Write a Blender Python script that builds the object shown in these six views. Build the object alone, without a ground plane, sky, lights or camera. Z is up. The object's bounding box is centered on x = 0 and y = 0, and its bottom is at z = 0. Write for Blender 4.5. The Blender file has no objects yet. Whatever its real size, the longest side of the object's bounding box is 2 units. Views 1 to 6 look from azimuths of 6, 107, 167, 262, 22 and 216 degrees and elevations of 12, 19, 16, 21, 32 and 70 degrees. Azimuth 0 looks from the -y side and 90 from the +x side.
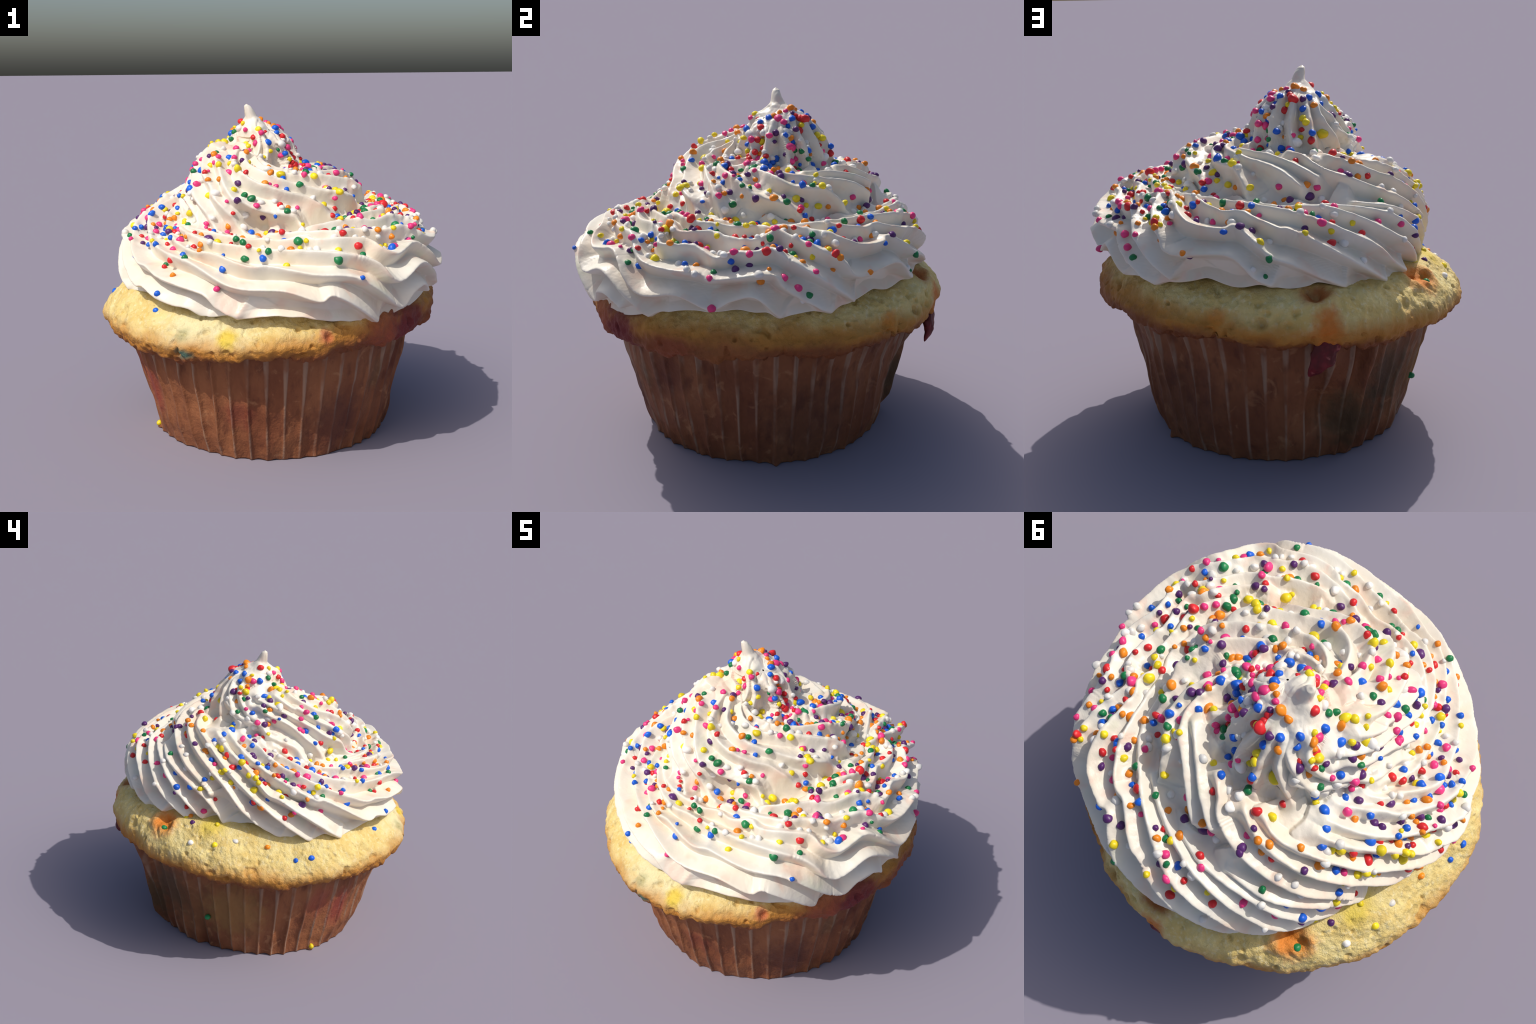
"""A frosted vanilla cupcake: pleated paper liner, confetti sponge with a domed
overhanging rim, a star-tip buttercream swirl piped in two and a half turns up to
a little peak, and round sugar sprinkles.  Metres, z up, front = -y.
Directions on the frosting are (azimuth, elevation) in degrees about HUB;
azimuth 0 is the front (-y), 90 is +x."""
import bpy, math
import numpy as np
from mathutils import Vector, Matrix, kdtree

rng = np.random.default_rng(11)
HUB = np.array([0.0, 0.0, 0.75])


# ------------------------------------------------------------------ helpers
def direction(az, el):
    a, e = np.radians(az), np.radians(el)
    return np.stack([np.cos(e) * np.sin(a), -np.cos(e) * np.cos(a), np.sin(e)], -1)


def az_el(P):
    d = P - HUB
    return (np.degrees(np.arctan2(d[..., 0], -d[..., 1])) % 360,
            np.degrees(np.arctan2(d[..., 2], np.hypot(d[..., 0], d[..., 1]))))


def ring(az, keys):
    """smooth periodic interpolation of {azimuth: value} keys"""
    k = sorted(keys)
    x = np.array([k[-2] - 360, k[-1] - 360] + k + [k[0] + 360, k[1] + 360], float)
    y = np.array([keys[k[-2]], keys[k[-1]]] + [keys[i] for i in k] + [keys[k[0]], keys[k[1]]], float)
    m = np.gradient(y, x)
    az = np.asarray(az) % 360
    i = np.clip(np.searchsorted(x, az) - 1, 0, len(x) - 2)
    h = x[i + 1] - x[i]
    t = (az - x[i]) / h
    return (y[i] * (2 * t**3 - 3 * t**2 + 1) + m[i] * h * (t**3 - 2 * t**2 + t)
            + y[i + 1] * (3 * t**2 - 2 * t**3) + m[i + 1] * h * (t**3 - t**2))


def lattice(ix, iy, iz, seed):
    h = (ix * 374761393 + iy * 668265263 + iz * 2147483647 + seed * 1274126177) & 0xFFFFFFFF
    h = ((h ^ (h >> 13)) * 1274126177) & 0xFFFFFFFF
    return ((h ^ (h >> 16)) & 0xFFFF) / 32767.5 - 1.0


def noise(P, scale, seed=0, octaves=1):
    """smooth value noise, about -1..1"""
    out, amp = np.zeros(P.shape[:-1]), 1.0
    for o in range(octaves):
        q = P * scale * 2**o + 57.3
        i = np.floor(q).astype(np.int64)
        f = q - i
        f = f * f * (3 - 2 * f)
        v = 0
        for dx in (0, 1):
            for dy in (0, 1):
                for dz in (0, 1):
                    wgt = (np.where(dx, f[..., 0], 1 - f[..., 0]) * np.where(dy, f[..., 1], 1 - f[..., 1])
                           * np.where(dz, f[..., 2], 1 - f[..., 2]))
                    v = v + wgt * lattice(i[..., 0] + dx, i[..., 1] + dy, i[..., 2] + dz, seed + o)
        out += amp * v
        amp *= 0.5
    return out


def make_object(name, verts, faces, mats, parent=None, smooth=True, face_mat=None):
    me = bpy.data.meshes.new(name)
    verts = np.asarray(verts, np.float32)
    if isinstance(faces, np.ndarray):
        n, k = faces.shape
        me.vertices.add(len(verts))
        me.vertices.foreach_set("co", verts.ravel())
        me.loops.add(n * k)
        me.loops.foreach_set("vertex_index", faces.astype(np.int32).ravel())
        me.polygons.add(n)
        me.polygons.foreach_set("loop_start", np.arange(0, n * k, k, dtype=np.int32))
        me.update(calc_edges=True)
    else:
        me.from_pydata([tuple(v) for v in verts], [], faces)
    me.polygons.foreach_set("use_smooth", np.full(len(me.polygons), smooth))
    for m in mats:
        me.materials.append(m)
    if face_mat is not None:
        me.polygons.foreach_set("material_index", face_mat.astype(np.int32))
    me.validate()
    ob = bpy.data.objects.new(name, me)
    bpy.context.scene.collection.objects.link(ob)
    ob.parent = parent
    return ob


def tube_faces(rows, cols):
    """quads of a grid that closes round in the column direction"""
    r, c = np.meshgrid(np.arange(rows - 1), np.arange(cols), indexing="ij")
    c2 = (c + 1) % cols
    return np.stack([r * cols + c, (r + 1) * cols + c, (r + 1) * cols + c2, r * cols + c2], -1).reshape(-1, 4)


def grid_normals(P):
    du = np.roll(P, -1, 1) - np.roll(P, 1, 1)
    dv = np.gradient(P, axis=0)
    n = np.cross(dv, du)
    n /= np.linalg.norm(n, axis=-1, keepdims=True) + 1e-12
    out = P - HUB
    return n * np.sign((n * out).sum(-1, keepdims=True) + 1e-9)


# ---------------------------------------------------------------- materials
class Shader:
    def __init__(self, name):
        self.mat = bpy.data.materials.new(name)
        self.mat.use_nodes = True
        self.t = self.mat.node_tree
        self.bsdf = next(n for n in self.t.nodes if n.type == "BSDF_PRINCIPLED")
        self.obj = self.n("ShaderNodeTexCoord").outputs["Object"]

    def n(self, kind, **props):
        nd = self.t.nodes.new(kind)
        for k, v in props.items():
            setattr(nd, k, v)
        return nd

    def link(self, a, b):
        if isinstance(a, (int, float)):
            b.default_value = a
        elif isinstance(a, tuple):
            b.default_value = a if len(a) == len(b.default_value) else (*a, 1.0)
        else:
            self.t.links.new(a, b)

    def math(self, op, a, b=0.0, c=0.0, clamp=False):
        nd = self.n("ShaderNodeMath", operation=op, use_clamp=clamp)
        for i, v in enumerate((a, b, c)):
            self.link(v, nd.inputs[i])
        return nd.outputs[0]

    def noise(self, scale, detail=3.0, rough=0.55, vec=None, stretch=None, distort=0.0):
        v = vec or self.obj
        if stretch:
            mp = self.n("ShaderNodeMapping")
            mp.inputs["Scale"].default_value = stretch
            self.link(v, mp.inputs["Vector"])
            v = mp.outputs[0]
        nd = self.n("ShaderNodeTexNoise")
        self.link(v, nd.inputs["Vector"])
        nd.inputs["Scale"].default_value = scale
        nd.inputs["Detail"].default_value = detail
        nd.inputs["Roughness"].default_value = rough
        nd.inputs["Distortion"].default_value = distort
        return nd.outputs["Fac"]

    def ramp(self, x, lo, hi, smooth=True):
        nd = self.n("ShaderNodeMapRange", interpolation_type="SMOOTHSTEP" if smooth else "LINEAR")
        self.link(x, nd.inputs["Value"])
        nd.inputs["From Min"].default_value = lo
        nd.inputs["From Max"].default_value = hi
        return nd.outputs["Result"]

    def mix(self, fac, a, b):
        nd = self.n("ShaderNodeMix", data_type="RGBA")
        self.link(fac, nd.inputs["Factor"])
        self.link(a, nd.inputs["A"])
        self.link(b, nd.inputs["B"])
        return nd.outputs["Result"]

    def xyz(self):
        nd = self.n("ShaderNodeSeparateXYZ")
        self.link(self.obj, nd.inputs[0])
        return nd.outputs

    def blotch(self, centre, size, wob=0.5, nscale=18.0, stretch=(1, 1, 1)):
        """soft-edged ragged stain round a point: 1 in the middle, 0 outside"""
        mp = self.n("ShaderNodeVectorMath", operation="SUBTRACT")
        self.link(self.obj, mp.inputs[0])
        mp.inputs[1].default_value = centre
        sc = self.n("ShaderNodeVectorMath", operation="MULTIPLY")
        self.link(mp.outputs[0], sc.inputs[0])
        sc.inputs[1].default_value = tuple(1.0 / (size * s) for s in stretch)
        ln = self.n("ShaderNodeVectorMath", operation="LENGTH")
        self.link(sc.outputs[0], ln.inputs[0])
        d = self.math("ADD", ln.outputs["Value"], self.math("MULTIPLY", self.math("SUBTRACT", self.noise(nscale), 0.5), wob * 2))
        return self.ramp(d, 1.2, 0.3)

    def bump(self, height, strength, dist):
        nd = self.n("ShaderNodeBump")
        nd.inputs["Strength"].default_value = strength
        nd.inputs["Distance"].default_value = dist
        self.link(height, nd.inputs["Height"])
        self.link(nd.outputs[0], self.bsdf.inputs["Normal"])

    def done(self, color, rough=0.6, spec=0.4, sss=0.0, sss_scale=0.03):
        self.link(color, self.bsdf.inputs["Base Color"])
        self.link(rough, self.bsdf.inputs["Roughness"])
        self.bsdf.inputs["Specular IOR Level"].default_value = spec
        if sss:
            self.bsdf.inputs["Subsurface Weight"].default_value = sss
            self.bsdf.inputs["Subsurface Radius"].default_value = (1.0, 0.7, 0.5)
            self.bsdf.inputs["Subsurface Scale"].default_value = sss_scale
        return self.mat


def spot(az, r, z):
    a = math.radians(az)
    return (r * math.sin(a), -r * math.cos(a), z)


def frosting_material():
    s = Shader("buttercream")
    c = s.mix(s.ramp(s.noise(3.5, 2), 0.35, 0.7), (0.79, 0.745, 0.645), (0.785, 0.69, 0.555))
    c = s.mix(s.math("MULTIPLY", s.ramp(s.noise(7, 2, distort=0.6), 0.54, 0.74), 0.7), c, (0.80, 0.575, 0.45))     # pink dye bleeding
    c = s.mix(s.math("MULTIPLY", s.ramp(s.noise(5.3, 2, stretch=(1.3, 1, 1.7)), 0.58, 0.76), 0.55), c, (0.69, 0.69, 0.52))  # faint green dye
    s.bump(s.noise(70, 3), 0.12, 0.01)
    return s.done(c, 0.40, 0.45)


SUGAR = {"red": (0.66, 0.018, 0.022), "orange": (0.88, 0.26, 0.01), "yellow": (0.86, 0.67, 0.012),
         "green": (0.008, 0.20, 0.06), "blue": (0.006, 0.12, 0.66), "purple": (0.095, 0.02, 0.14),
         "pink": (0.84, 0.045, 0.22), "white": (0.82, 0.79, 0.73)}


def sugar_material(name):
    s = Shader(name + "_sugar")
    c = SUGAR[name]
    info = s.n("ShaderNodeObjectInfo").outputs["Random"]
    col = s.mix(s.ramp(info, 0, 1, False), tuple(v * 0.8 for v in c), tuple(min(1, v * 1.12 + 0.004) for v in c))
    col = s.mix(s.math("MULTIPLY", s.ramp(s.noise(60, 2), 0.5, 0.75), 0.25), col, tuple(0.55 * v + 0.05 for v in c))
    return s.done(col, 0.38, 0.4)


def cake_material():
    s = Shader("vanilla_sponge")
    x, y, z = s.xyz()
    c = s.mix(s.ramp(s.noise(9, 4), 0.3, 0.7), (0.76, 0.62, 0.265), (0.68, 0.49, 0.155))
    c = s.mix(s.math("MULTIPLY", s.ramp(s.noise(46, 4, stretch=(1, 1, 0.6)), 0.5, 0.72), 0.6), c, (0.80, 0.71, 0.43))
    c = s.mix(s.math("MULTIPLY", s.blotch(spot(342, 0.93, 0.76), 0.26, stretch=(1.3, 1, 0.55)), 0.7), c, (0.74, 0.68, 0.42))
    c = s.mix(s.math("MULTIPLY", s.ramp(s.noise(30, 3, distort=0.5), 0.62, 0.74), 0.6), c, (0.50, 0.34, 0.10))
    # height above the tilted lower rim of the dome
    rim = s.math("ADD", s.math("MULTIPLY", x, 0.046), s.math("ADD", s.math("MULTIPLY", y, 0.036), 0.665))
    h = s.math("SUBTRACT", z, rim)
    h = s.math("ADD", h, s.math("MULTIPLY", s.math("SUBTRACT", s.noise(7, 3), 0.5), 0.11))
    # brown tone reaches further up on the +x side than on the rest
    side = s.ramp(s.math("ADD", x, s.math("MULTIPLY", y, -0.15)), 0.05, 0.90)
    h = s.math("SUBTRACT", h, s.math("MULTIPLY", side, 0.07))
    c = s.mix(s.ramp(h, 0.17, 0.04), c, (0.48, 0.205, 0.03))
    c = s.mix(s.ramp(h, 0.06, -0.015), c, (0.22, 0.065, 0.016))
    def stain(col, amount, *args, **kw):
        nonlocal c
        c = s.mix(s.math("MULTIPLY", s.blotch(*args, **kw), amount), c, col)
    stain((0.70, 0.50, 0.015), 0.8, spot(352, 0.95, 0.77), 0.065, stretch=(1, 1, 1.35))
    stain((0.70, 0.50, 0.02), 0.6, spot(357, 0.93, 0.85), 0.06, stretch=(1.5, 1, 0.8))
    stain((0.62, 0.17, 0.012), 0.9, spot(180, 0.98, 0.81), 0.105, stretch=(0.75, 1, 1.2))
    stain((0.42, 0.10, 0.012), 0.9, spot(178, 0.90, 0.94), 0.08, stretch=(1.2, 1, 0.9))
    stain((0.70, 0.20, 0.012), 0.92, spot(219, 0.87, 0.89), 0.12, stretch=(1, 1, 0.8))
    stain((0.72, 0.55, 0.05), 0.7, spot(240, 0.80, 0.93), 0.10)
    stain((0.03, 0.16, 0.13), 0.85, spot(338, 0.97, 0.66), 0.05, stretch=(1.3, 1, 0.8))
    stain((0.30, 0.30, 0.14), 0.55, spot(337, 0.96, 0.76), 0.055)
    stain((0.60, 0.20, 0.012), 0.7, spot(150, 0.95, 0.84), 0.06)
    stain((0.45, 0.10, 0.05), 0.75, spot(22, 0.95, 0.76), 0.05)
    stain((0.30, 0.06, 0.03), 0.75, spot(44, 0.92, 0.78), 0.17, wob=0.6, nscale=12)
    stain((0.16, 0.012, 0.022), 0.85, spot(57, 0.93, 0.77), 0.19, wob=0.7, nscale=11)
    stain((0.28, 0.06, 0.02), 0.65, spot(78, 0.95, 0.70), 0.16, wob=0.6, nscale=10)
    stain((0.34, 0.12, 0.03), 0.6, spot(97, 0.94, 0.74), 0.16, wob=0.6, nscale=10)
    stain((0.22, 0.02, 0.02), 0.8, spot(178, 0.93, 0.66), 0.10, stretch=(1.4, 1, 0.7))
    s.bump(s.math("ADD", s.noise(42, 5, 0.65), s.math("MULTIPLY", s.noise(120, 2), 0.4)), 0.55, 0.02)
    return s.done(c, 0.62, 0.35)


PLEATS = 50


def liner_material():
    s = Shader("baked_paper")
    x, y, z = s.xyz()
    c = s.mix(s.ramp(s.noise(4.5, 4, stretch=(1, 1, 0.55)), 0.3, 0.7), (0.30, 0.116, 0.049), (0.185, 0.061, 0.027))
    c = s.mix(s.math("MULTIPLY", s.ramp(s.noise(15, 4, stretch=(1, 1, 0.4)), 0.52, 0.72), 0.65), c, (0.115, 0.035, 0.019))
    c = s.mix(s.math("MULTIPLY", s.ramp(s.noise(11, 4, distort=0.8), 0.58, 0.72), 0.6), c, (0.40, 0.19, 0.09))
    # highlights painted pale along the pleat crests where folds catch light, widest near the top
    ang = s.math("ARCTAN2", x, s.math("MULTIPLY", y, -1.0))
    ph = s.math("FRACT", s.math("ADD", s.math("MULTIPLY", ang, PLEATS / (2 * math.pi)), 10.0))
    off = s.math("ABSOLUTE", s.math("SUBTRACT", ph, 0.5))
    wide = s.ramp(z, 0.30, 0.62)
    edge = s.math("ADD", 0.06, s.math("MULTIPLY", wide, 0.08))
    fold = s.ramp(s.math("SUBTRACT", off, edge), 0.04, -0.05)
    fold = s.math("MULTIPLY", fold, s.math("ADD", 0.08, s.math("MULTIPLY", s.ramp(s.noise(7, 3, stretch=(1, 1, 0.6)), 0.38, 0.62), 0.75)))
    c = s.mix(fold, c, (0.34, 0.22, 0.15))

    def stain(col, amount, *args, **kw):
        nonlocal c
        c = s.mix(s.math("MULTIPLY", s.blotch(*args, **kw), amount), c, col)
    stain((0.24, 0.025, 0.03), 0.6, spot(305, 0.76, 0.30), 0.10, stretch=(1, 1, 1.9))
    stain((0.30, 0.06, 0.045), 0.5, spot(292, 0.78, 0.40), 0.11, stretch=(1, 1, 1.4))
    stain((0.17, 0.025, 0.022), 0.5, spot(352, 0.76, 0.28), 0.10)
    stain((0.045, 0.065, 0.05), 0.55, spot(212, 0.77, 0.40), 0.18, stretch=(1, 1, 1.5))
    stain((0.12, 0.065, 0.025), 0.5, spot(228, 0.77, 0.30), 0.25, stretch=(1, 1, 1.2))
    stain((0.06, 0.05, 0.025), 0.7, spot(195, 0.74, 0.22), 0.2)
    stain((0.30, 0.17, 0.055), 0.6, spot(250, 0.78, 0.35), 0.25)
    stain((0.05, 0.055, 0.028), 0.35, spot(52, 0.79, 0.44), 0.07, stretch=(1, 1, 1.6))
    stain((0.09, 0.018, 0.014), 0.6, spot(68, 0.80, 0.50), 0.16)
    stain((0.07, 0.02, 0.018), 0.65, spot(34, 0.74, 0.20), 0.17, stretch=(1, 1, 1.4))
    stain((0.08, 0.03, 0.02), 0.55, spot(125, 0.75, 0.25), 0.30)
    s.bump(s.math("ADD", s.noise(22, 4, stretch=(1, 1, 0.5)), s.math("MULTIPLY", s.noise(75, 3), 0.35)), 0.5, 0.02)
    return s.done(c, 0.6, 0.22)


def jam_material():
    s = Shader("baked_jam")
    c = s.mix(s.ramp(s.noise(14, 3), 0.35, 0.65), (0.19, 0.012, 0.018), (0.09, 0.010, 0.010))
    c = s.mix(s.math("MULTIPLY", s.ramp(s.noise(24, 3), 0.6, 0.72), 0.6), c, (0.48, 0.15, 0.13))
    s.bump(s.noise(35, 3), 0.4, 0.015)
    return s.done(c, 0.55, 0.3)


# ------------------------------------------------------------ thing and root
cupcake = bpy.data.objects.new("cupcake", None)
bpy.context.scene.collection.objects.link(cupcake)
cupcake["label"] = "frosted vanilla cupcake with swirled white icing and rainbow sprinkles"
cupcake["category"] = "cupcake"

# ================================================================== 1 liner
RIM = {0: .645, 20: .65, 46: .665, 64: .68, 81: .70, 102: .71, 114: .735, 129: .715, 150: .73, 164: .70, 180: .705,
       193: .66, 204: .67, 220: .665, 235: .665, 250: .632, 273: .615, 285: .635, 300: .605, 324: .60, 340: .61}


def build_liner():
    cols, rows = 1200, 110
    az = np.arange(cols) * 360 / cols
    t = np.linspace(0, 1, rows)
    A, T = np.meshgrid(az, t)
    top = ring(az, RIM) + 0.02
    foot = 0.006 * np.maximum(0, np.cos(np.radians(PLEATS * az))) * (0.5 + 0.5 * np.sin(np.radians(az * 7 + 40)))
    Z = foot + (top - foot) * T
    base = np.interp(Z, [0, .05, .12, .3, .45, .56, .8], [.676, .694, .716, .757, .797, .82, .868])
    base += ring(A, {0: 0, 45: -.004, 90: -.008, 120: .006, 150: .012, 180: 0, 216: -.004, 232: -.016, 250: -.012, 270: .0, 300: .006, 330: -.002}) * (1 - 0.3 * T)
    P0 = np.stack([np.sin(np.radians(A)), -np.cos(np.radians(A)), Z], -1)
    # pleats: a narrow outward fold between wide flat panels, wandering a little
    wander = 0.16 * noise(P0 * np.array([1, 1, .6]), 4.0, 3)
    ph = (A * PLEATS / 360 + wander) % 1.0
    d = np.abs(ph - 0.5)
    fold = np.exp(-(d / 0.11) ** 2) - 0.45 * np.cos(2 * np.pi * ph) * 0.5
    amp = 0.019 * (0.75 + 0.6 * noise(P0, 3.0, 5)) * (0.55 + 0.45 * T)
    amp = amp * (1 + 0.7 * np.exp(-((A - 215) / 28) ** 2))
    R = base + (fold - .27) * amp

    def push(a0, wa, z0, wz, out):
        return out * np.exp(-((A - a0) / wa) ** 2) * np.exp(-((Z - z0) / wz) ** 2)

    # the paper does not sit tight: slack, dented areas
    R += push(133, 20, .55, .28, -.045) + push(95, 24, .60, .32, -.030) + push(187, 6, .6, .2, .04) + push(182, 6.5, .29, .14, -.085) + push(160, 12, .5, .16, -.03) + push(213, 11, .35, .3, -.02) + push(145, 14, .45, .22, -.012) + push(293, 10, .32, .18, -.02) + push(280, 18, .10, .10, -.025)
    # lapped seam: a fold standing out, with a deep groove beside it
    lean = A - 194.4 - 5 * Z
    R += .062 * np.exp(-(lean / 1.7) ** 2) * np.clip(.35 + Z / .12, 0, 1)
    R -= .010 * np.exp(-((lean - 4.6) / 1.6) ** 2)
    R += .010 * np.exp(-((lean - 8.5) / 1.5) ** 2)
    R -= .008 * np.exp(-((lean - 12) / 2.2) ** 2)
    R -= 0.022 * np.exp(-((A - 231) / 2.2) ** 2) * (1 - T)
    # crumples, stronger near the foot
    R += .007 * np.abs(noise(P0, 7.5, 71)) * np.clip(1.2 - 2.2 * T, 0, 1) + 0.0075 * noise(P0 * np.array([1, 1, 1.2]), 5, 9, 3) + 0.008 * (1 - T) ** 2 * noise(P0, 9, 12, 2)
    # little turned-out corners where the foot is creased
    for a0, out in ((113, .020), (78, .018), (293, .02), (196, .012)):
        R += out * np.exp(-((A - a0) / 1.6) ** 2) * np.exp(-(Z / 0.035) ** 2)
    a = np.radians(A)
    outer = np.stack([R * np.sin(a), -R * np.cos(a), Z], -1)
    inner = np.stack([(R - .007) * np.sin(a), -(R - .007) * np.cos(a), np.maximum(Z, .008)], -1)[::-1]
    foot_rows = np.stack([np.stack([k * np.sin(a[0]) * .676, -k * np.cos(a[0]) * .676, np.full(cols, zz)], -1)
                          for k, zz in ((0.02, .008), (.6, .006), (.95, .0025))])
    floor_in = np.stack([np.stack([k * np.sin(a[0]) * .66, -k * np.cos(a[0]) * .66, np.full(cols, .014)], -1) for k in (.95, .5, .02)])
    P = np.concatenate([foot_rows, outer, inner, floor_in])
    return make_object("paper_liner", P.reshape(-1, 3), tube_faces(len(P), cols)[:, ::-1], [liner_material()], cupcake)


liner = build_liner()

# =================================================================== 2 cake
EDGE = {0: .985, 28: .967, 55: .957, 85: .955, 110: .952, 140: .972, 162: .975, 180: .983, 190: .986, 215: .985, 246: .985,
        265: .968, 285: .983, 304: .97, 325: .985, 342: .987}
DOME83 = {0: .858, 20: .885, 34: .93, 60: .955, 85: .95, 115: .935, 140: .955, 162: .957, 180: .985, 190: .98, 220: .94, 235: .95, 252: .895,
          275: .875, 285: .90, 304: .875, 320: .845, 342: .865}


def build_cake():
    cols = 1000
    az = np.arange(cols) * 360 / cols
    rim, E, D = ring(az, RIM) - .003, ring(az, EDGE), ring(az, DOME83)
    one = np.ones(cols)
    G = .83 - rim
    B = ring(az, {0: .075, 90: .06, 130: .035, 160: .025, 185: .03, 215: .06, 270: .075})
    keys = [(.30 * one, .45 * one), (.60 * one, .47 * one), (.70 * one, rim - .02), (.80 * one, rim + .012), (E - .075, rim + .0),
            (E - .028, rim + .018), (E - .004, rim + .26 * G), (E, rim + .46 * G),
            ((E + D) / 2 + .008, rim + .75 * G), (D, .83 * one), (D - B, .895 * one), (D - B - .08, .945 * one),
            (D - .33, .985 * one), (.25 * one, 1.0 * one), (.01 * one, 1.0 * one)]
    K = np.array([[k[0], k[1]] for k in keys])              # key, (r,z), col
    steps = [3, 4, 5, 7, 8, 10, 10, 14, 16, 18, 16, 14, 8, 6]
    rows = []
    for i, n in enumerate(steps):
        p0, p1, p2, p3 = K[max(i - 1, 0)], K[i], K[i + 1], K[min(i + 2, len(K) - 1)]
        for t in np.arange(n) / n:
            rows.append(.5 * (2 * p1 + (p2 - p0) * t + (2 * p0 - 5 * p1 + 4 * p2 - p3) * t**2 + (3 * p1 - p0 - 3 * p2 + p3) * t**3))
    RZ = np.array(rows)
    a = np.radians(az)
    P = np.stack([RZ[:, 0] * np.sin(a), -RZ[:, 0] * np.cos(a), RZ[:, 1]], -1)
    n = grid_normals(P)
    r = RZ[:, 0]
    show = np.clip((r - .80) / .06, 0, 1)
    low = np.clip(1 - (P[..., 2] - rim - .0) / .07, 0, 1) * np.clip((r - .84) / .05, 0, 1)
    h = .012 * noise(P, 5.5, 21, 2) + .0075 * noise(P, 17, 23, 3) + .004 * noise(P * np.array([1, 1, .7]), 48, 25, 2)
    h += low * (.019 * noise(P, 16, 27, 3) + .009 * noise(P, 50, 29))
    # open crumb: scattered small pits
    pit = noise(P, 26, 31)
    h -= .018 * np.clip((pit - .56) / .3, 0, 1)
    # larger holes and torn spots, (azimuth, r, z, size, depth)
    for A0, r0, z0, size, depth in ((178, .90, .955, .05, .05), (218, .84, .925, .055, .05), (222, .88, .88, .03, .03), (353, .955, .695, .04, .05),
                                    (162, .95, .825, .032, .028), (154, .96, .80, .022, .02), (23, .955, .76, .02, .025),
                                    (170, .96, .82, .02, .018), (255, .955, .80, .03, .018), (305, .93, .78, .03, .015), (333, .95, .77, .03, .014),
                                    (265, .90, .85, .02, .018), (205, .95, .83, .025, .018)):
        d = np.linalg.norm((P - np.array(spot(A0, r0, z0))) / size, axis=-1)
        h -= depth * np.exp(-d**2) * (1 + .5 * noise(P, 40, 33))
        h += .25 * depth * np.exp(-(d - 1.5) ** 2 * 3)
    # swollen jammy lumps on the +x side of the rim and a torn notch
    for A0, r0, z0, size, out in ((57, .93, .70, .07, .012), (75, .935, .66, .06, .012), (48, .92, .69, .05, .012), (88, .95, .70, .05, .01), (189, .985, .84, .06, .012)):
        d = np.linalg.norm((P - np.array(spot(A0, r0, z0))) / size, axis=-1)
        h += out * np.exp(-d**2)
    P = P + n * (h * show)[..., None]
    return make_object("cake", P.reshape(-1, 3), tube_faces(len(P), cols)[:, ::-1], [cake_material()], cupcake)


cake = build_cake()


def build_blob(name, spine, mat, parent, seed, flat=(1, 1, 1)):
    """rounded lump swept along (x,y,z,radius) points"""
    S = np.array(spine, float)
    u = np.linspace(0, len(S) - 1, 36)
    C = np.stack([np.interp(u, np.arange(len(S)), S[:, i]) for i in range(3)], -1)
    Rr = np.interp(u, np.arange(len(S)), S[:, 3]) * np.sqrt(np.clip(1 - (2 * u / u[-1] - 1) ** 6, 0.0, 1)) + 1e-4
    th = np.linspace(0, 2 * np.pi, 40, endpoint=False)
    tan = np.gradient(C, axis=0)
    tan /= np.linalg.norm(tan, axis=1, keepdims=True)
    out = C * np.array([1, 1, 0]); out /= np.linalg.norm(out, axis=1, keepdims=True)
    side = np.cross(tan, out); side /= np.linalg.norm(side, axis=1, keepdims=True)
    out = np.cross(side, tan)
    P = C[:, None] + Rr[:, None, None] * (np.cos(th)[None, :, None] * side[:, None] * flat[0] + np.sin(th)[None, :, None] * out[:, None] * flat[1])
    P = P + (P - C[:, None]) * (.28 * noise(P, 22, seed, 2))[..., None]
    return make_object(name, P.reshape(-1, 3), tube_faces(len(P), 40), [mat], parent)


JAM = jam_material()
build_blob("jam_drip", [(*spot(180.8, .93, .765), .055), (*spot(180.3, .95, .705), .074), (*spot(178.6, .96, .655), .055),
                        (*spot(176.8, .965, .612), .032), (*spot(175, .955, .566), .014)], JAM, cake, 41, (1.1, .6))

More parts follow.
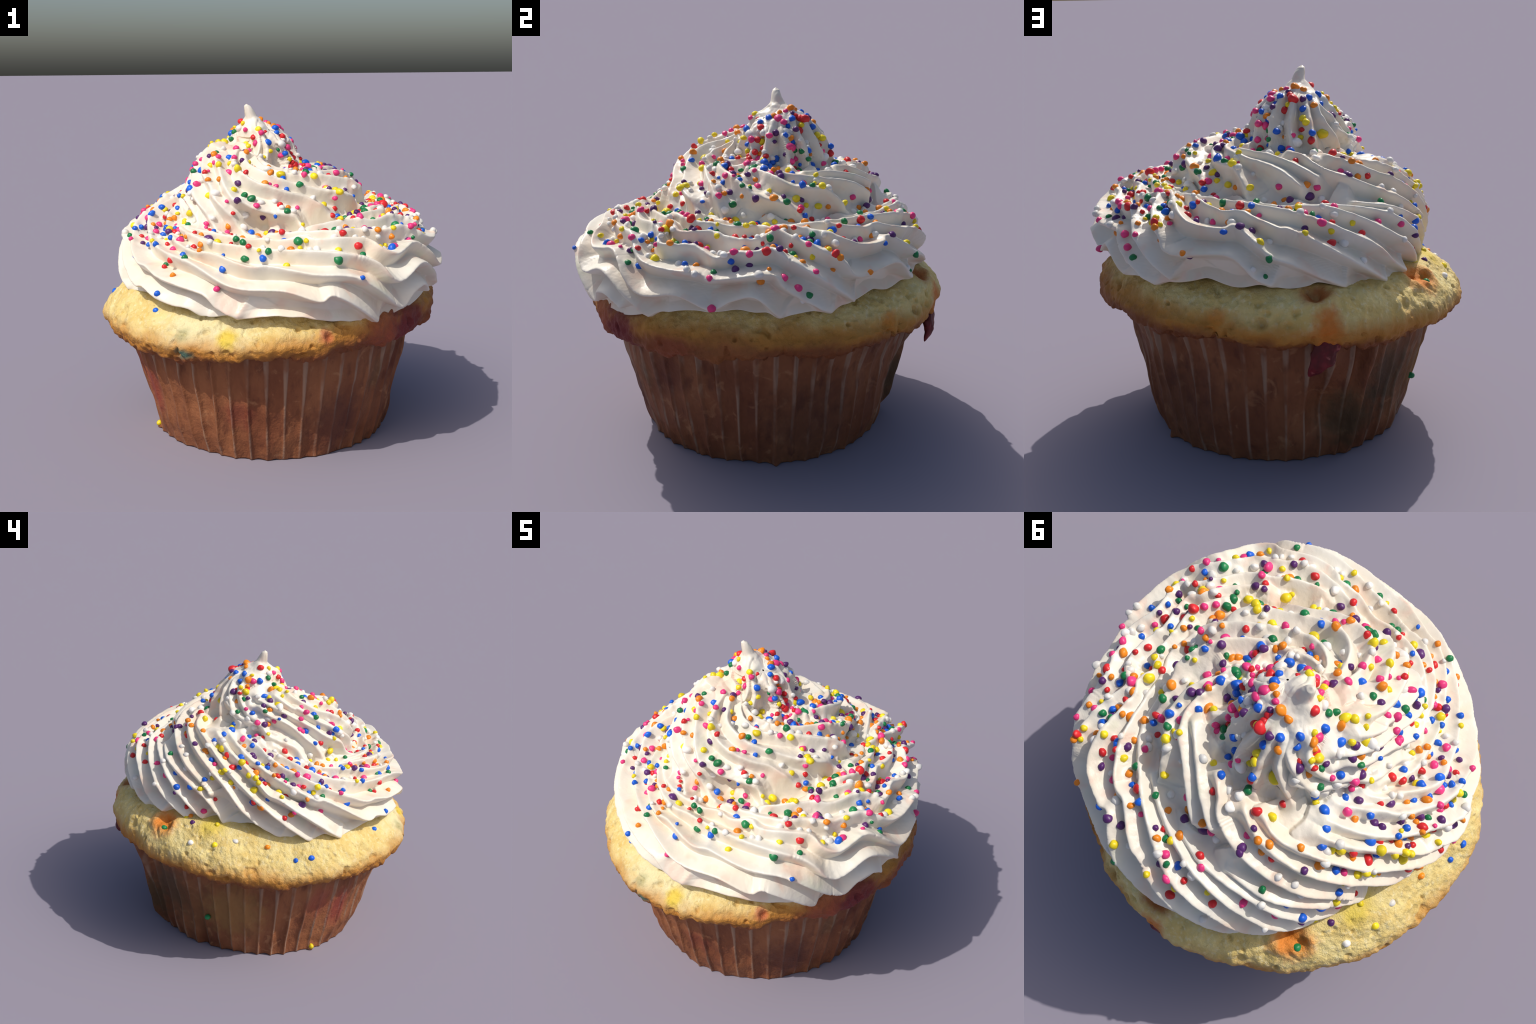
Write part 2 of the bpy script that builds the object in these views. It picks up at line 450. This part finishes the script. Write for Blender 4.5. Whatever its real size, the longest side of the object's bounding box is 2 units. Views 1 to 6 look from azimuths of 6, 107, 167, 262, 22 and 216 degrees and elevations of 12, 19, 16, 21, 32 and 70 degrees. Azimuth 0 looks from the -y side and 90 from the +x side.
# =============================================================== 3 frosting
# Piped in a rope that winds from the outer edge up to the peak.  The body is a
# smooth skin through hand-set control points (azimuth, elevation, distance from
# HUB); the ridges left by the star nozzle are laid on it afterwards.
CROWN = [(252, 70, .912), (252, 64, .880), (240, 68, .865), (280, 63, .905), (45, 75, .785), (45, 68, .815), (80, 68, .82), (180, 83, .786), (225, 80, .761), (124, 77, .796), (274, 77, .974), (328, 76, .865), (261, 71, .956), (317, 70, .915),
         (202, 70, .797), (171, 68, .809), (214, 64, .819), (102, 62, .834)]
UPPER_TURN = [(252, 59.5, .820), (178, 57, .871), (173, 61, .853), (185, 57, .879), (184, 53, .885), (168, 57, .865), (140, 60, .851), (200, 56, .875), (344, 58, .886), (249, 56, .797), (261, 56, .811), (131, 56, .858), (295, 56, .855), (137, 55, .858), (103, 53, .852),
              (113, 53, .815), (81, 52, .853), (234, 52, .86), (52, 52, .843), (350, 52, .872), (327, 51, .879), (315, 51, .881),
              (40, 50, .808), (255, 49, .859), (276, 49, .797), (222, 49, .904), (126, 48, .812), (262, 48, .844), (1, 48, .844),
              (200, 47, .903), (15, 47, .82), (154, 47, .852), (208, 47, .898), (238, 45, .895), (43, 45, .811)]
SHELF = [(3, 43, .754), (173, 43, .85), (188, 43, .871), (228, 42, .904), (102, 42, .823), (354, 41, .767), (59, 41, .875), (253, 41, .874),
         (49, 40, .868), (145, 40, .873), (264, 40, .883), (153, 39, .89), (234, 39, .899), (76, 38, .884), (170, 37, .915), (277, 37, .875),
         (135, 37, .927), (107, 37, .913), (311, 36, .812), (241, 35, .896), (271, 35, .879), (262, 34, .882), (123, 33, .98), (354, 33, .858)]
SHOULDER = [(285, 32, .926), (63, 32, .990), (291, 32, .858), (108, 31, .978), (234, 31, .877), (101, 31, .962), (181, 31, .979),
            (140, 31, .997), (176, 30, .955), (204, 30, .917), (156, 30, .981), (286, 30, .894), (117, 30, .964), (214, 28, .925),
            (195, 27, .942), (228, 27, .879), (130, 27, 1.031), (35, 27, 1.035), (3, 26, .937), (285, 26, .951)]
FLANK = [(85, 23, 1.03), (26, 23, 1.055), (200, 22, 0.933), (247, 22, 0.84), (165, 22, 0.991), (303, 22, 0.928), (349, 22, 0.945), (321, 21, 0.895),
         (215, 21, 0.903), (140, 21, 0.989), (186, 20, 0.96), (322, 20, 0.928), (265, 20, 0.887), (271, 19, 0.896), (342, 18, 0.971), (234, 18,
         0.824), (45, 17, 1.08), (60, 17, 1.069), (285, 17, 0.914), (85, 17, 1.014), (180, 16, 0.936), (265, 16, 0.837), (303, 16, 0.917), (160, 15,
         0.931), (348, 15, 0.991), (320, 14, 0.93), (140, 14, 0.929), (10, 14, 1.015), (29, 14, 1.073), (215, 14, 0.857), (247, 13, 0.76), (200, 13,
         0.887), (89, 13, 0.948), (115, 13, 0.945), (303, 10, 0.883), (85, 9, 0.941), (285, 9, 0.865), (320, 8, 0.881), (10, 8, 1.004), (20, 8,
         1.014), (0, 9, 0.968), (345, 8, 0.909), (60, 7, 0.992), (29, 7, 1.004), (45, 5, 0.986)]
# lower lip: height by azimuth
LIP = {0: .855, 11: .855, 21: .83, 32: .80, 41: .793, 52: .81, 60: .822, 70: .88, 81: .932, 90: .930, 98: .955, 106: .942, 122: .937, 130: .945,
       137: .96, 145: .995, 155: .955, 164: .975, 173: .95, 180: .985, 188: .955, 202: .935, 212: .945, 224: .93, 233: .975, 240: .965,
       250: .98, 261: .98, 269: .925, 281: .885, 289: .905, 298: .87, 312: .90, 325: .875, 336: .862, 348: .848}

# crests left by the star nozzle, each running down and round to the right
OUTER_CRESTS = [
    [(235, 54), (271, 32), (283, 25), (289, 23.5), (308, 13), (316, 12.5), (328, 9), (337, 9), (344, 5)],
    [(243, 57), (259, 48), (265, 43), (285, 31), (307, 20.5), (316, 19), (326, 16.5), (343, 14), (349, 10), (355, 7)],
    [(259, 54), (267, 48), (272, 46), (286, 36), (313, 27), (337, 22.5), (354, 16), (9, 15), (19, 12), (24, 13), (39, 4)],
    [(268, 52), (274, 50), (285, 44), (318, 32), (336, 26.5), (345, 26), (358, 22), (5, 22), (18, 19), (30, 17), (43, 9), (48, 7.5), (52, 11), (57, 12), (62, 9.5)],
    [(302, 41), (340, 31), (353, 30), (31, 23), (41, 16), (46, 15), (56, 18), (67, 12.5), (74, 8), (79, 8.5)],
    [(310, 38.5), (322, 38), (351, 34), (2, 34), (10, 32), (18, 32.5), (22, 30), (37, 28), (41, 24), (46, 22), (55, 24), (60, 22.5), (70, 15.5), (82, 17), (91, 14), (98, 17), (105, 18), (112, 12)],
    [(5, 37), (29, 32.5), (38, 32), (46, 30), (59, 29.5), (70, 23.5), (88, 23), (92, 22), (109, 24), (114, 20), (128, 12)],
    [(22, 38), (42, 37), (50, 35), (61, 35), (68, 33), (72, 29.5), (83, 31), (92, 28), (97, 30), (103, 30), (110, 31), (116, 27.5), (135, 15)],
    [(44, 40), (66, 38), (74, 35), (86, 37), (96, 35), (105, 35), (112, 38), (118, 35), (131, 26), (136, 21.5), (153, 22.5), (161, 17), (165, 15)],
    [(62, 42), (76, 40), (86, 41), (96, 40.5), (104, 42), (110, 40), (117, 40.5), (128, 36), (139, 30), (150, 29), (155, 30), (165, 22.5), (172, 20), (187, 13)],
    [(82, 45), (95, 43.5), (106, 44), (126, 41.5), (147, 35), (155, 35), (167, 30), (174, 28), (203, 12.5)],
    [(112, 46), (160, 38.5), (194, 25.5), (206, 17.5), (214, 13.5)],
    [(150, 43.5), (182, 37), (203, 28), (226, 14)],
    [(176, 41), (208, 32), (234, 15.5)],
    [(196, 39), (230, 27), (241, 19.5), (244, 15)],
    [(175, 61), (183, 57), (191, 50), (232, 30), (238, 26)],
    [(196, 57), (207, 50), (240, 33), (254, 21), (269, 10)],
    [(205, 57), (213, 51.5), (237, 41), (282, 9)],
    [(230, 51), (253, 38), (264, 28), (271, 24.5), (296, 8)],
]
UPPER_CRESTS = [
    [(221, 66), (248, 61), (258, 60), (266, 55), (283, 50), (293, 43)],
    [(246, 67), (257, 66), (265, 63), (285, 57), (303, 43)],
    [(251, 70), (291, 59), (308, 49.5), (316, 46), (330, 37)],
    [(272, 69), (286, 64), (297, 61), (343, 37)],
    [(287, 69), (327, 54), (334, 49), (358, 38)],
    [(312, 66), (327, 61), (344, 50), (351, 49), (0, 47), (18, 45), (22, 40)],
    [(316, 75), (324, 71), (335, 65), (343, 61), (352, 58), (4, 55.5), (16, 54), (26, 53), (33, 50), (42, 45.5), (52, 42)],
    [(327, 75), (336, 72), (347, 67), (357, 64), (10, 61), (22, 59.5), (34, 57.5), (46, 54), (56, 51), (65, 48.5), (72, 45)],
    [(333, 79), (351, 74), (12, 69), (29, 66.5), (41, 65), (52, 63.5), (63, 60), (72, 56.5), (79, 52), (87, 45)],
    [(342, 78), (14, 75), (35, 72.5), (50, 69.5), (67, 66), (80, 62.5), (92, 58), (102, 54), (110, 52.5), (119, 51), (125, 48), (129, 44)],
    [(96, 70), (104, 68.5), (112, 64.5), (120, 60), (128, 56.5), (137, 54.5), (144, 53.5), (149, 50), (154, 44)],
    [(103, 72), (119, 66.5), (129, 62.5), (138, 60), (147, 58), (158, 56), (168, 52.5), (173, 49.5), (178, 45.5)],
    [(140, 63), (152, 61.5), (165, 58.5), (178, 53), (186, 48)],
]
CONE_CRESTS = [
    [(240, 86), (328, 84), (335, 79), (322, 75)], [(300, 87), (350, 84), (357, 81), (340, 77)],
    [(30, 87), (62, 83.5), (60, 80), (30, 73)], [(120, 84.5), (113, 80), (90, 76), (52, 71)],
    [(60, 86.5), (78, 82), (81, 79), (88, 71)], [(142, 85), (119, 82), (110, 78), (106, 71)],
    [(173, 84), (148, 81), (142, 75), (138, 68.5)], [(190, 82.5), (168, 78), (162, 72), (162, 66.5)],
    [(213, 82), (195, 78.5), (181, 72), (180, 65)], [(206, 77), (200, 72), (197, 67), (199, 61)],
    [(215, 75), (211, 70), (216, 64.5), (220, 60)], [(225, 77), (217, 73), (228, 65), (240, 60.5)],
    [(236, 76), (232, 70), (246, 64), (258, 61)],
]
CRESTS = OUTER_CRESTS + UPPER_CRESTS

# the crease where each turn of the rope sits on the one below: it starts round
# the foot of the cone, drops to the front and climbs round the back
CREASE = [(40, 76, 0.012), (78, 72, 0.012), (105, 69, 0.012), (134, 66.5, 0.012), (160, 65, 0.012), (182, 62.5, 0.012), (199, 60.5, 0.012), (217, 59,
          0.012), (235, 58.5, 0.02), (246, 57.5, 0.027), (256, 55.5, 0.035), (263, 53, 0.04), (270, 50, 0.045), (281, 47.5, 0.053), (290, 45, 0.06),
          (300, 42, 0.061), (312, 41, 0.062), (325, 40.5, 0.058), (340, 40.5, 0.055), (354, 41.5, 0.055), (3, 43, 0.07), (12, 42.5, 0.07), (20, 42,
          0.07), (30, 42.5, 0.07), (38, 43.5, 0.07), (47, 44.5, 0.07), (57, 45.5, 0.07), (66, 46.5, 0.07), (78, 46.5, 0.06), (88, 46.5, 0.06), (100,
          46.5, 0.06), (112, 46, 0.06), (125, 45, 0.049), (137, 44.5, 0.048), (150, 44, 0.046), (160, 42.5, 0.045), (172, 41.5, 0.043), (182, 41,
          0.041), (190, 40, 0.04), (198, 39, 0.034), (207, 38, 0.027), (216, 35.5, 0.018), (226, 32, 0.005)]  # azimuth, elevation, depth of the cut


def fit_skin(points):
    """thin-plate skin: distance from HUB as a smooth function of direction"""
    pts = np.array(points, float)
    U, rho = direction(pts[:, 0], pts[:, 1]), pts[:, 2]
    n = len(U)
    K = np.linalg.norm(U[:, None] - U[None], axis=2) ** 3 + .003 * np.eye(n)
    Q = np.c_[np.ones(n), U]
    sol = np.linalg.solve(np.block([[K, Q], [Q.T, np.zeros((4, 4))]]), np.r_[rho, np.zeros(4)])

    def skin(V):
        out = np.empty(len(V))
        for i in range(0, len(V), 20000):
            v = V[i:i + 20000]
            d2 = np.maximum(2 - 2 * v @ U.T, 0)
            out[i:i + 20000] = (d2 * np.sqrt(d2)) @ sol[:n] + np.c_[np.ones(len(v)), v] @ sol[n:]
        return out
    return skin


skin = fit_skin(CROWN + UPPER_TURN + SHELF + SHOULDER + FLANK)

# the last squeeze: a little cone leaning towards -x, ending in a pulled-up tip
CONE_Z = [1.40, 1.50, 1.55, 1.60, 1.64, 1.68, 1.72, 1.75, 1.785, 1.815, 1.855, 1.875, 1.889]
CONE_R = [.284, .263, .250, .230, .211, .181, .146, .105, .062, .036, .028, .020, .0]
AXIS_Z, AXIS_X, AXIS_Y = [1.40, 1.63, 1.72, 1.80, 1.84, 1.888], [-.10, -.086, -.092, -.110, -.120, -.136], [.10, .096, .075, .053, .038, .030]


def cone_depth(P):
    z = P[..., 2]
    r = np.interp(z, CONE_Z, CONE_R, right=-1.0)
    return r - np.hypot(P[..., 0] - np.interp(z, AXIS_Z, AXIS_X), P[..., 1] - np.interp(z, AXIS_Z, AXIS_Y))


def cone_distance(V):
    ts = np.linspace(.62, 1.16, 220)
    out = np.zeros(len(V))
    for i in range(0, len(V), 4000):
        v = V[i:i + 4000]
        f = cone_depth(HUB + v[:, None] * ts[None, :, None])
        hit = f > 0
        last = len(ts) - 1 - np.argmax(hit[:, ::-1], 1)
        ok = hit.any(1)
        last = np.minimum(last, len(ts) - 2)
        r = np.arange(len(v))
        f0, f1 = f[r, last], f[r, last + 1]
        out[i:i + 4000] = np.where(ok, ts[last] + (ts[1] - ts[0]) * np.clip(f0 / (f0 - f1 + 1e-9), 0, 1), 0)
    return out


def smooth_max(a, b, k):
    h = np.clip(.5 + .5 * (a - b) / k, 0, 1)
    return b + (a - b) * h + k * h * (1 - h)


def base_distance(V):
    rho = skin(V)
    top = V[:, 2] > math.sin(math.radians(62))
    rho[top] = smooth_max(rho[top], cone_distance(V[top]), .012)
    return rho


def spline(points, step=.6):
    p = np.array(points, float)
    p[:, 0] = np.degrees(np.unwrap(np.radians(p[:, 0])))
    q = np.vstack([2 * p[0] - p[1], p, 2 * p[-1] - p[-2]])
    out = []
    for i in range(1, len(q) - 2):
        n = max(2, int(np.hypot(*(q[i + 1] - q[i])) / step))
        for t in np.arange(n) / n:
            a, b, c, d = q[i - 1], q[i], q[i + 1], q[i + 2]
            out.append(.5 * (2 * b + (c - a) * t + (2 * a - 5 * b + 4 * c - d) * t**2 + (3 * b - a - 3 * c + d) * t**3))
    out.append(p[-1])
    return np.array(out)


RIDGE, RIDGE_WIDTH, RIDGE_ROUND, SAG, CREST_TOP, VALLEY = .108, .036, .012, .5, .014, -.075


def trace(points):
    ae = spline(points)
    V = direction(ae[:, 0], ae[:, 1])
    Q = HUB + V * base_distance(V)[:, None]
    return Q, np.r_[0, np.cumsum(np.linalg.norm(np.diff(Q, axis=0), axis=1))]


def nearest(P, pts):
    """distance to, and index of, the closest of pts"""
    kd = kdtree.KDTree(len(pts))
    for i, p in enumerate(pts):
        kd.insert(p, i)
    kd.balance()
    d, k = np.empty(len(P)), np.empty(len(P), int)
    find = kd.find
    for i, p in enumerate(P.tolist()):
        _, k[i], d[i] = find(p)
    return d, k


def ridge_height(P, N):
    """ridges minus valleys, and the crease, as a push along the surface normal.
    Each ridge is a sagging shelf: it drops off sharply below its crest and runs
    out gently above it, until it meets the next ridge."""
    el = az_el(P)[1]
    low = np.clip((30 - el) / 10, 0, 1)
    down = N * N[:, 2:3] - np.array([0, 0, 1.0])
    down /= np.linalg.norm(down, axis=1, keepdims=True) + 1e-6
    swell = (1 + .14 * noise(P, 7, 61)) * (1 + .2 * low)
    best = np.full(len(P), -1.0)
    for parity in (0, 1):
        pts, wts = [], []
        for group, scale in ((OUTER_CRESTS, 1.0), (UPPER_CRESTS, .95), (CONE_CRESTS, .80)):
            for c in group[parity::2]:
                Q, s = trace(c)
                pts.append(Q)
                wts.append(scale * np.clip(.4 + s / .10, 0, 1) * np.clip(.75 + (s[-1] - s) / .08, 0, 1))
        pts, wts = np.concatenate(pts), np.concatenate(wts)
        d, k = nearest(P, pts)
        side = ((P - pts[k]) * down).sum(1) / (d + .008)
        d = np.sqrt(d * d + RIDGE_ROUND**2) - RIDGE_ROUND
        w = wts[k] * swell
        best = np.maximum(best, w * (np.exp(-d * (1 + SAG * side) / RIDGE_WIDTH) - 1) )
    mid = np.clip((el - 44) / 5, 0, 1) * np.clip((68 - el) / 4, 0, 1)
    h = CREST_TOP + .004 * low + .006 * mid + RIDGE * (1 - .14 * mid) * best
    Q, s = trace([c[:2] for c in CREASE])
    knots = np.r_[0, np.cumsum([max(2, int(math.hypot((b[0] - a[0] + 180) % 360 - 180, b[1] - a[1]) / .6)) for a, b in zip(CREASE, CREASE[1:])])]
    dc, k = nearest(P, Q)
    cut = np.interp(np.arange(len(Q)), knots, [c[2] for c in CREASE])[k]
    return smooth_max(h, VALLEY - .004 * low, .012), cut * np.exp(-(dc / .055) ** 2)


def build_frosting():
    cols = 960
    az = np.arange(cols) * 360 / cols
    # rows: closer together round the peak
    u = np.r_[np.linspace(89.7, 86.5, 14), np.linspace(86.4, 76, 80), np.linspace(75.8, 30, 190), np.linspace(29.75, 0, 120)]
    lip_z = ring(az, LIP) + .008 * noise(np.stack([np.sin(np.radians(az)), np.cos(np.radians(az)), 0 * az], -1), 14, 3)
    lip_el = np.degrees(np.arctan2(lip_z - HUB[2], .90 + 0 * az))
    el = np.where(u[:, None] > 30, u[:, None], lip_el + (30 - lip_el) * (u[:, None] / 30))
    A = np.broadcast_to(az, el.shape)
    V = direction(A, el)
    rho = base_distance(V.reshape(-1, 3)).reshape(el.shape)
    P = HUB + V * rho[..., None]
    N = grid_normals(P)
    h, crease = ridge_height(P.reshape(-1, 3), N.reshape(-1, 3))
    z = P[..., 2]
    h = h.reshape(el.shape) - crease.reshape(el.shape)
    h *= np.clip((1.83 - z) / .12, 0, 1)
    # soft smears and little tears
    h += .004 * noise(P, 9, 51, 2) + .0022 * noise(P, 34, 53, 2)
    lipfade = np.clip((el - lip_el) / 2.0, 0, 1)
    P = P + N * (h * (.35 + .65 * lipfade))[..., None]
    # underside, tucked in over the cake
    under = []
    last = P[-1]
    for k, dz in ((.97, -.008), (.90, .0), (.75, .03), (.4, .06)):
        q = last.copy()
        q[:, :2] *= k
        q[:, 2] += dz
        under.append(q)
    return np.concatenate([P, np.array(under)]), len(P)


F, F_rows = build_frosting()
F_cols = F.shape[1]


def smooth_grid(P, times):
    for _ in range(times):
        Q = P.copy()
        Q[1:-1] = .5 * P[1:-1] + .125 * (P[:-2] + P[2:] + np.roll(P, 1, 1)[1:-1] + np.roll(P, -1, 1)[1:-1])
        P = Q
    return P


# ------------------------------------------------------------- 4 sprinkles
S_pos = F[:F_rows]
S_nor = grid_normals(S_pos)
flat_pos, flat_nor = S_pos.reshape(-1, 3), S_nor.reshape(-1, 3)
flat_az, flat_el = az_el(flat_pos)
area = np.linalg.norm(np.cross(np.gradient(S_pos, axis=0), (np.roll(S_pos, -1, 1) - np.roll(S_pos, 1, 1)) / 2), axis=-1).ravel()

# sprinkles that stand out, by colour: (azimuth, elevation)
STANDOUT = {
    "pink": [(334, 85), (324, 83), (72, 83), (348, 15), (81, 52), (284, 35), (139, 42), (145, 32), (117, 20), (145, 73), (234, 18), (102, 62), (181, 31), (204, 30), (214, 28), (247, 53), (85, 74), (92, 14)],
    "blue": [(357, 84), (354, 41), (3, 26), (349, 22), (315, 51), (317, 70), (63, 32), (82, 25), (311, 36), (135, 37), (126, 32), (123, 78), (167, 72), (217, 30), (234, 31), (228, 27), (262, 34), (290, 29), (295, 56), (314, 51), (261, 71), (131, 56), (181, 33), (234, 39), (231, 48), (234, 52), (236, 56), (250, 43), (255, 49), (249, 56), (324, 11)],
    "red": [(79, 79), (11, 50), (35, 27), (43, 45), (322, 20), (153, 39), (129, 28), (271, 19), (261, 56), (126, 48), (170, 37), (185, 31), (183, 25), (195, 27), (212, 46), (242, 43), (253, 41), (262, 48), (288, 40), (276, 49), (279, 45), (108, 31)],
    "orange": [(328, 76), (130, 27), (119, 27), (266, 65), (113, 53), (181, 47), (176, 39), (208, 47), (228, 42), (222, 49), (277, 37), (101, 31), (274, 20)],
    "purple": [(344, 58), (1, 48), (49, 40), (283, 42), (140, 31), (156, 30), (173, 43), (271, 35), (275, 31), (260, 66), (267, 68), (103, 53), (200, 47), (182, 44), (176, 30), (255, 45), (255, 53), (266, 46), (264, 40), (291, 32), (76, 38), (105, 32), (112, 31)],
    "green": [(350, 52), (354, 51), (15, 47), (351, 34), (354, 33), (274, 77), (26, 23), (59, 41), (321, 21), (145, 40), (123, 33), (117, 30), (159, 76), (165, 22), (137, 55), (120, 51), (173, 36)],
    "yellow": [(3, 43), (327, 51), (52, 52), (40, 50), (154, 47), (233, 27), (143, 54), (175, 28), (184, 29), (241, 35), (238, 45), (234, 45), (286, 30), (102, 42), (107, 37)],
    "white": [(188, 43), (8, 52), (18, 47), (12, 49)],
}
COLOURS = list(SUGAR)


def build_sprinkles():
    placed, colour, size = [], [], []

    def add(i, c, r):
        placed.append(i); colour.append(c); size.append(r)

    V = direction(flat_az, flat_el)
    for c, spots in STANDOUT.items():
        for a, e in spots:
            add(int(np.argmax(V @ direction(a, e))), c, rng.uniform(.0155, .020))
    # the rest were shaken on from above: thick on shelves and round the peak, few on the flank
    e, a = flat_el, flat_az
    up = np.clip(flat_nor[:, 2] + .25, 0, 1)
    dens = np.interp(e, [6, 16, 21, 26, 30, 44, 52, 66, 74, 84, 87, 89], [.0, .04, .17, .65, 1.5, 1.1, .8, 1.2, 2.7, 2.9, 1.2, 0]) * (.25 + up)
    dens *= ring(a, {0: .8, 30: .95, 60: 1.5, 90: 1.6, 120: 1.3, 150: .7, 180: .5, 210: .42, 240: .75, 270: 1.0, 300: 1.1, 330: 1.0})
    dens *= np.where((e > 43) & (e < 62) & ((a > 320) | (a < 40)), .55, 1.0) * np.where((e > 68) & ((a > 250) | (a < 40)), .7, 1.0)
    dens *= (flat_pos[:, 2] < 1.79) * np.where((flat_pos[:, 2] > 1.53) & (e > 62), np.where((a > 50) & (a < 280), 1.9, .75), 1.0)
    prob = dens * area
    prob /= prob.sum()
    order = rng.choice(len(prob), 6000, p=prob)
    names = np.array(COLOURS)
    weights = np.array([.10, .135, .125, .085, .12, .09, .13, .215])
    cells = {}

    def near(p, gap):
        k = np.floor(p / .04).astype(int)
        for dx in (-1, 0, 1):
            for dy in (-1, 0, 1):
                for dz in (-1, 0, 1):
                    for q in cells.get((k[0] + dx, k[1] + dy, k[2] + dz), ()):
                        if np.linalg.norm(flat_pos[q] - p) < gap:
                            return True
        return False

    def note(i):
        cells.setdefault(tuple(np.floor(flat_pos[i] / .04).astype(int)), []).append(i)

    for i in placed:
        note(i)
    for i in order:
        if len(placed) >= 900:
            break
        if near(flat_pos[i], rng.choice([.020, .030, .042])):
            continue
        c = str(rng.choice(names, p=weights))
        add(int(i), c, float(np.clip(rng.normal(.0157, .0030), .0105, .023)))
        note(i)
    return placed, colour, size


S_idx, S_col, S_size = build_sprinkles()

# a small collar of cream rises round each sprinkle
kd = kdtree.KDTree(len(S_idx))
for k, i in enumerate(S_idx):
    kd.insert(flat_pos[i], k)
kd.balance()
lift = np.zeros(len(flat_pos))
cent = flat_pos[S_idx]
for k, p in enumerate(cent):
    r, c = divmod(S_idx[k], F_cols)
    rr = np.arange(max(r - 16, 0), min(r + 17, F_rows))
    span = 24 if r > 150 else 60
    cc = np.arange(c - span, c + span + 1) % F_cols
    ids = (rr[:, None] * F_cols + cc[None]).ravel()
    d = np.linalg.norm(flat_pos[ids] - p, axis=1)
    lift[ids] = np.maximum(lift[ids], .010 * np.exp(-(d / (S_size[k] * 1.35)) ** 2))
F[:F_rows] += (flat_nor * lift[:, None]).reshape(S_pos.shape)
F[:F_rows] = smooth_grid(F[:F_rows], 1)

cap = np.array([F[0].mean(0)])
verts = np.concatenate([F.reshape(-1, 3), cap])
quads = tube_faces(len(F), F_cols)
frosting = make_object("frosting", F.reshape(-1, 3), quads, [frosting_material()], cupcake)

MATS = {c: sugar_material(c) for c in COLOURS}


def sugar_ball(seed):
    """a slightly lumpy ball of unit radius"""
    r = np.random.default_rng(seed)
    rows, cols = 11, 16
    t = np.linspace(0, np.pi, rows)[:, None]
    p = np.linspace(0, 2 * np.pi, cols, endpoint=False)[None]
    P = np.stack([np.sin(t) * np.cos(p), np.sin(t) * np.sin(p), np.cos(t) + 0 * p], -1)
    P = P * (1 + .17 * noise(P, 1.3, seed))[..., None]
    return P.reshape(-1, 3), tube_faces(rows, cols)


BALLS = [sugar_ball(100 + k) for k in range(3)]
ball_mesh = {}


def ball(colour, k):
    if (colour, k) not in ball_mesh:
        ob = make_object("sprinkle", *BALLS[k], [MATS[colour]])
        ball_mesh[colour, k] = ob.data
        bpy.data.objects.remove(ob)
    return ball_mesh[colour, k]


def pose(p, n, r):
    n = Vector(n).normalized()
    tilt = Vector(rng.normal(0, .25, 3))
    q = (n + tilt).to_track_quat("Z", "Y")
    long = rng.uniform(.9, 1.12) if rng.random() < .8 else rng.uniform(1.15, 1.5)
    sc = (r * rng.uniform(.92, 1.3), r * rng.uniform(.92, 1.15), r * long)
    return Matrix.LocRotScale(Vector(p) - n * r * .25, q, sc)


def place_sprinkle(p, n, c, r, parent):
    ob = bpy.data.objects.new("sprinkle", ball(c, int(rng.integers(3))))
    ob.matrix_world = pose(p, n, r)
    ob.parent = parent
    bpy.context.scene.collection.objects.link(ob)


# strays lying on the cake and stuck to the liner: (azimuth, radius, height, colour)
STRAYS = [(242, .792, .952, "yellow"), (231, .826, .944, "purple"), (220, .905, .872, "green"), (234.8, .94, .876, "white"), (252, .86, .897, "white"),
          (275, .92, .812, "blue"), (320, .866, .828, "blue"), (243.5, .905, .865, "yellow"), (264, .86, .872, "orange"), (292.9, .70, .024, "yellow"), (236.6, .752, .264, "green"),
          (281, .93, .805, "blue"), (228, .79, .965, "orange"), (226, .80, .955, "yellow")]
used = 0
sponge = kdtree.KDTree(len(cake.data.vertices))
for v in cake.data.vertices:
    sponge.insert(v.co, v.index)
sponge.balance()
for az, r, z, c in STRAYS:
    p = Vector(spot(az, r, z))
    host = cake if z > .5 else liner
    n = Vector((p.x, p.y, .55 * r if z > .5 else .05)).normalized()
    if host is cake:
        p = sponge.find(p)[0]
    place_sprinkle(p, n, c, .0155, host)
    used += 1

sizes = np.array(S_size)
big = np.argsort(-sizes, kind="stable")
named = set(big[:300 - used].tolist())
co, fa, fm, base = [], [], [], 0
for k, i in enumerate(S_idx):
    p, n = flat_pos[i], flat_nor[i]
    if k in named:
        place_sprinkle(p, n, S_col[k], S_size[k], frosting)
    else:
        v, f = BALLS[int(rng.integers(3))]
        M = np.array(pose(p, n, S_size[k]))
        co.append(v @ M[:3, :3].T + M[:3, 3])
        fa.append(f + base)
        fm.append(np.full(len(f), COLOURS.index(S_col[k])))
        base += len(v)
scatter = make_object("sprinkles", np.concatenate(co), np.concatenate(fa), [MATS[c] for c in COLOURS], frosting, face_mat=np.concatenate(fm))
scatter["kind"] = "stuff"
